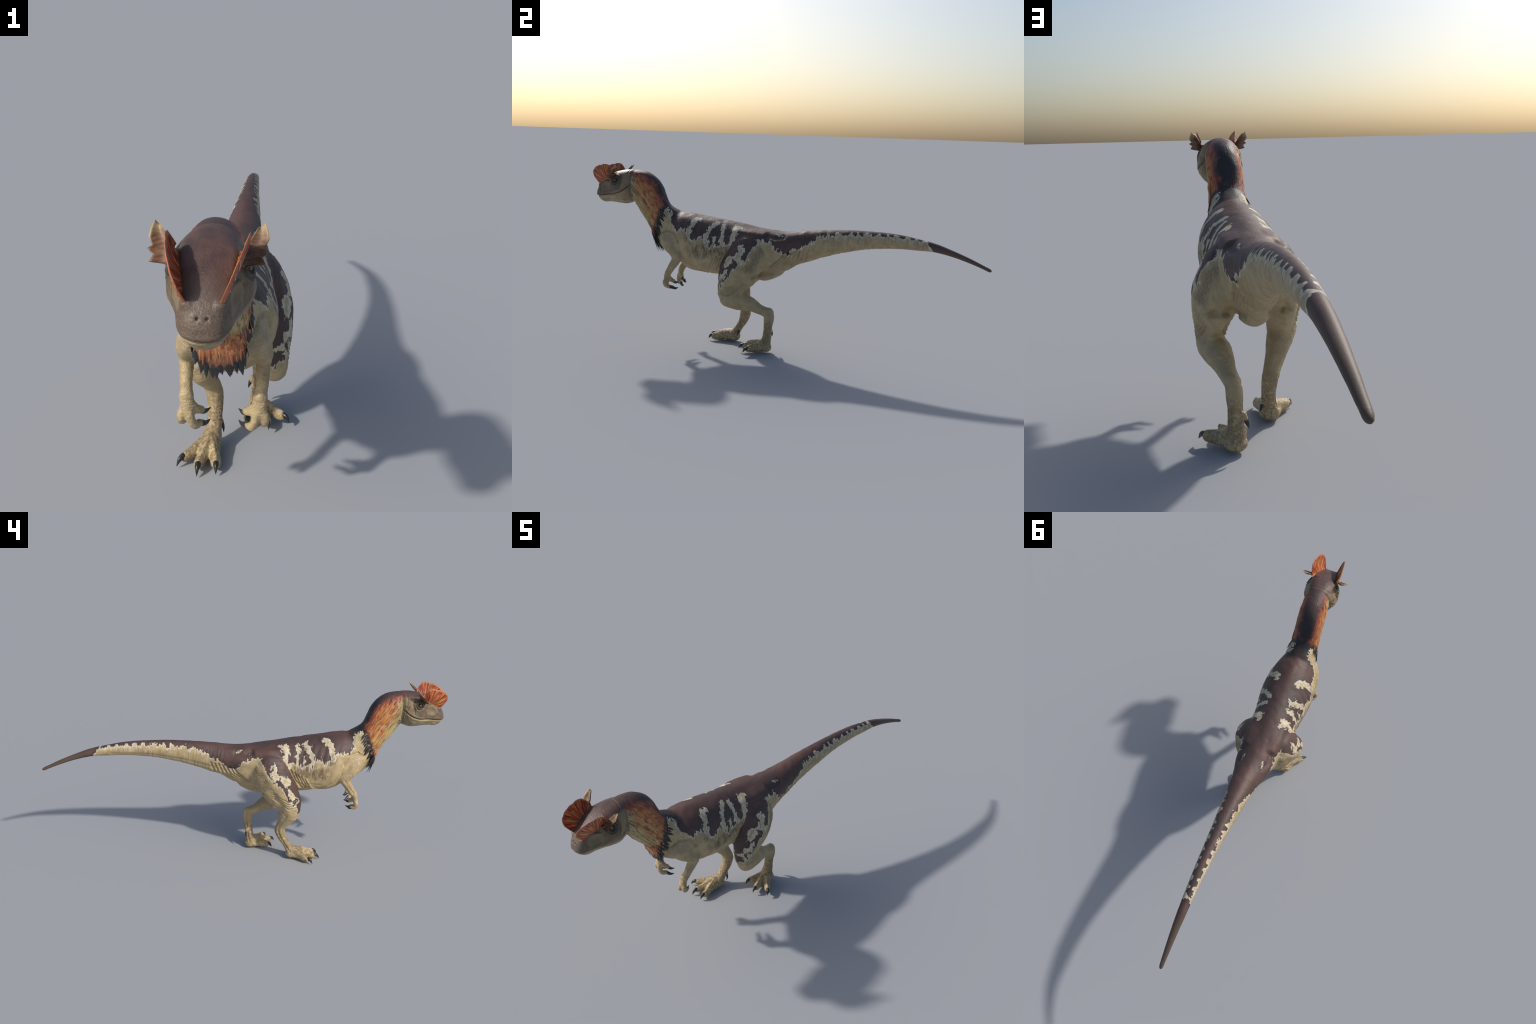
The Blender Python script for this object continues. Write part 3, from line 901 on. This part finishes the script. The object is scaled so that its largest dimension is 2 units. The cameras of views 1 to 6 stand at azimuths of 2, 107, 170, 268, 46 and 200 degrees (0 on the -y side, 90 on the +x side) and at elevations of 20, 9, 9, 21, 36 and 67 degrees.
# ------------------------------------------------------------------ crests and brow horns
CREST_RIM = [(-.967, .779), (-.984, .800), (-.997, .820), (-.9995, .836), (-.991, .858), (-.962, .877), (-.932, .885),
             (-.913, .888), (-.896, .882), (-.880, .866), (-.868, .850)]
CREST_N = np.array([.9256, -.0592, -.3738])
CREST_0 = np.array([.027, -.967, .779])


def on_crest(y, z):
    return np.stack([CREST_0[0] - (CREST_N[1] * (y - CREST_0[1]) + CREST_N[2] * (z - CREST_0[2])) / CREST_N[0], y, z], -1)


def crest(sgn):
    rim = catmull(CREST_RIM, 12)
    m = len(rim)
    s = np.linspace(0, 1, m)
    base = np.outer(1 - s, [-.962, .770]) + np.outer(s, [-.866, .838])
    rows = []
    ts = np.linspace(0, 1, 22)
    wob = 1 + .016 * np.sin(s * 58) * np.sin(s * 17 + 1) - .008 * np.abs(np.sin(s * 29))
    for t in ts:
        yz = base * (1 - t) + (base + (rim - base) * wob[:, None]) * t
        rows.append(on_crest(yz[:, 0], yz[:, 1]))
    mid = np.array(rows)                                  # t, s, xyz
    edge = np.minimum(np.minimum(1, (1 - ts[:, None]) * 9), np.minimum(s, 1 - s)[None] * 14 + .35)
    ribs = .0009 * np.sin(s * 75 + 2 * np.sin(s * 9))[None] * np.sin(ts * 3.1)[:, None]
    roll = np.exp(-((ts - .93) / .07) ** 2)[:, None]
    half = (.0018 + .0008 * roll + .0022 * np.exp(-ts * 6)[:, None]) * np.sqrt(np.clip(edge, .02, 1)) + ribs * (1 - roll)
    half = half * (.40 + .60 * step(0, .16, s))[None]
    half = np.maximum(half, .0006)
    bow = (.006 * np.sin(ts * 3.14))[:, None]
    out = mid + CREST_N * (half + bow)[..., None]
    inn = mid + CREST_N * (-half + bow)[..., None]
    a, b = len(ts), m
    verts = np.vstack([out.reshape(-1, 3), inn.reshape(-1, 3)])
    k = a * b
    faces = []
    for i in range(a - 1):
        for j in range(b - 1):
            p, q, r, t = i * b + j, i * b + j + 1, (i + 1) * b + j + 1, (i + 1) * b + j
            faces += [(p, q, r, t), (k + t, k + r, k + q, k + p)]
    loop = [j for j in range(b)] + [i * b + b - 1 for i in range(1, a)] + [(a - 1) * b + j for j in range(b - 2, -1, -1)] + [i * b for i in range(a - 2, 0, -1)]
    for p, q in zip(loop, loop[1:] + loop[:1]):
        faces.append((q, p, k + p, k + q))
    lean = .003 if sgn > 0 else .003 + .05 * (verts[:, 2] - .775)        # the head is held a touch askew
    verts = verts * [sgn, 1, 1]
    verts[:, 0] += lean
    if sgn < 0:
        faces = [tuple(reversed(f)) for f in faces]
    return verts, faces


HORN_EDGE = [(.098, -.844, .886), (.1045, -.856, .872), (.1065, -.865, .861), (.0985, -.876, .848), (.1070, -.880, .844),
             (.0955, -.887, .835), (.1015, -.896, .825), (.085, -.895, .824), (.070, -.899, .822)]
HORN_ROOT = [(.086, -.848, .877), (.077, -.856, .864), (.070, -.864, .853), (.066, -.872, .845), (.064, -.878, .839),
             (.062, -.886, .832), (.061, -.892, .827), (.060, -.895, .824), (.059, -.898, .821)]


def brow_horn(sgn):
    outer = np.vstack([np.linspace(a, b, 4, endpoint=False) for a, b in zip(np.array(HORN_EDGE)[:-1], np.array(HORN_EDGE)[1:])] + [np.array(HORN_EDGE)[-1:]])
    inner = catmull(HORN_ROOT, 4)
    n = unit(np.array([0, -.76, .65]))
    ts = np.linspace(0, 1, 9)
    mid = np.array([inner * (1 - t) + outer * t for t in ts])
    half = (.0012 + .0034 * np.sqrt(np.clip(1 - ts, 0, 1)))[:, None] * np.linspace(.55, 1, len(outer))[None]
    cup = -.006 * np.sin(ts * 3.14)[:, None]
    out, inn = mid + n * (half + cup)[..., None], mid - n * (half - cup)[..., None]
    a, b = mid.shape[:2]
    k = a * b
    verts = np.vstack([out.reshape(-1, 3), inn.reshape(-1, 3)]) * [sgn, 1, 1] + [.0025, 0, 0]
    faces = []
    for i in range(a - 1):
        for j in range(b - 1):
            p, q, r, t = i * b + j, i * b + j + 1, (i + 1) * b + j + 1, (i + 1) * b + j
            faces += [(p, q, r, t), (k + t, k + r, k + q, k + p)]
    loop = [j for j in range(b)] + [i * b + b - 1 for i in range(1, a)] + [(a - 1) * b + j for j in range(b - 2, -1, -1)] + [i * b for i in range(a - 2, 0, -1)]
    for p, q in zip(loop, loop[1:] + loop[:1]):
        faces.append((q, p, k + p, k + q))
    return verts, faces


def fix_normals(ob):
    bm = bmesh.new()
    bm.from_mesh(ob.data)
    bmesh.ops.recalc_face_normals(bm, faces=bm.faces)
    bm.to_mesh(ob.data)
    bm.free()


for sgn in (1, -1):
    v, f = crest(sgn)
    fix_normals(mesh_object("crest", v, f, crest_mat, BODY["head"]))
    v, f = brow_horn(sgn)
    fix_normals(mesh_object("brow_horn", v, f, horn_mat, BODY["head"]))

# ------------------------------------------------------------------ eyes
def ball(r, n=24):
    rings = [[(r * math.sin(a) * math.cos(b), r * math.sin(a) * math.sin(b), r * math.cos(a)) for b in np.linspace(0, 2 * np.pi, n, endpoint=False)]
             for a in np.linspace(.05, np.pi - .05, n // 2)]
    return skin_rings(np.array(rings))


EYE = np.array([.0675, -.8615, .8075])
for sgn in (1, -1):
    v, f = ball(.0092)
    ob = mesh_object("eye", v, f, eye_mat, BODY["head"])
    ob.location = EYE * [sgn, 1, 1] + [.003, 0, 0]
    ob.rotation_euler = (math.radians(90), 0, math.radians(82 * sgn) if sgn > 0 else math.radians(-82))
    fix_normals(ob)

# ------------------------------------------------------------------ throat fringe: pointed quills round the neck base
def quill(length, width, bend, thick=.0017):
    """One quill along +y of its own frame, keeled, curling back at the tip."""
    m, rows = 12, []
    for i in range(m + 1):
        t = i / m
        w = width * (0.55 + .45 * math.sin(min(1, t * 2.2) * 1.57)) * (1 - t ** 2.2) + .0004
        z = -bend * t * t
        h = thick * min(1, .15 + 3 * t) * (1 - .8 * t) + .0003
        rows.append([(w * c, length * t, z + h * s - .18 * w * abs(c)) for c, s in
                     ((1, 0), (.6, .7), (0, 1), (-.6, .7), (-1, 0), (-.6, -.5), (0, -.8), (.6, -.5))])
    return skin_rings(np.array(rows))


# the fringe hangs along a U: up the side of the neck, round under the throat
FRINGE = [(.060, -.600, .665), (.066, -.612, .640), (.068, -.628, .610), (.066, -.642, .580), (.062, -.655, .552),
          (.052, -.668, .530), (.034, -.673, .514), (.017, -.674, .506), (.0, -.674, .503)]
half_u = catmull(FRINGE, 10)
full_u = np.vstack([half_u, half_u[-2::-1] * [-1, 1, 1]])
arc = np.concatenate([[0], np.cumsum(np.linalg.norm(np.diff(full_u, axis=0), axis=1))])
at = lambda k: np.array([np.interp(k * arc[-1], arc, full_u[:, i]) for i in range(3)])
surface = BVHTree.FromPolygons(V.tolist(), quads.tolist())
quill_meshes = []
for i in range(6):
    v, f = quill(.058 + .006 * (i % 3), .0075 + .0008 * (i % 4), .004 + .004 * (i % 3))
    me = bpy.data.meshes.new("quill")
    me.from_pydata(v.tolist(), [], [tuple(map(int, q)) for q in f])
    me.polygons.foreach_set("use_smooth", [True] * len(me.polygons))
    me.materials.append(feather_mat)
    quill_meshes.append(me)
from mathutils import Matrix
plume_meshes = []
for i in range(5):
    v, f = quill(.050 + .007 * (i % 3), .0042 + .0006 * (i % 3), .001 + .001 * (i % 2), .0011)
    me = bpy.data.meshes.new("feather")
    me.from_pydata(v.tolist(), [], [tuple(map(int, q)) for q in f])
    me.polygons.foreach_set("use_smooth", [True] * len(me.polygons))
    me.materials.append(plume_mats[i % len(plume_mats)])
    plume_meshes.append(me)
LAYERS = ((36, -.010, 1.0), (32, .002, .85), (34, .022, .9), (34, .040, .9), (32, .060, .9))
for layer, (count, lift, scale) in enumerate(LAYERS):
    for i in range(count):
        k = (i + .5 + rng.uniform(-.25, .25)) / count
        p = at(k)
        front = 1 - abs(2 * k - 1)                      # 0 at the sides, 1 under the throat
        p = p + lift * np.array([0, -.45, .9])
        hit = surface.find_nearest(Vector(p))
        p, out = np.array(hit[0]), np.array(hit[1])
        down = np.array([p[0] * (2.2 if layer < 2 else .6) * front, .42 + .5 * (1 - front), -1.0]) + rng.normal(0, .09 if layer < 2 else .05, 3)
        down = unit(down - (out @ down) * out + ((.10 + .26 * (1 - front) - .02 * layer) if layer < 2 else .04) * out)
        out = unit(out - (out @ down) * down)
        s = np.cross(down, out)
        p = p - out * ((.0022 - .0032 * (1 - front)) if layer < 2 else .0012) - down * .012
        m = Matrix(((s[0], down[0], out[0], p[0]), (s[1], down[1], out[1], p[1]), (s[2], down[2], out[2], p[2]), (0, 0, 0, 1)))
        size = scale * (.62 + .38 * min(1, front * 1.6)) * rng.uniform(.8, 1.15)
        kind, pool = ("quill", quill_meshes) if layer < 2 else ("feather", plume_meshes)
        ob = bpy.data.objects.new(kind, pool[rng.integers(len(pool))])
        scene.collection.objects.link(ob)
        ob.parent = BODY["neck"]
        ob.matrix_world = m @ Matrix.Scale(size, 4)
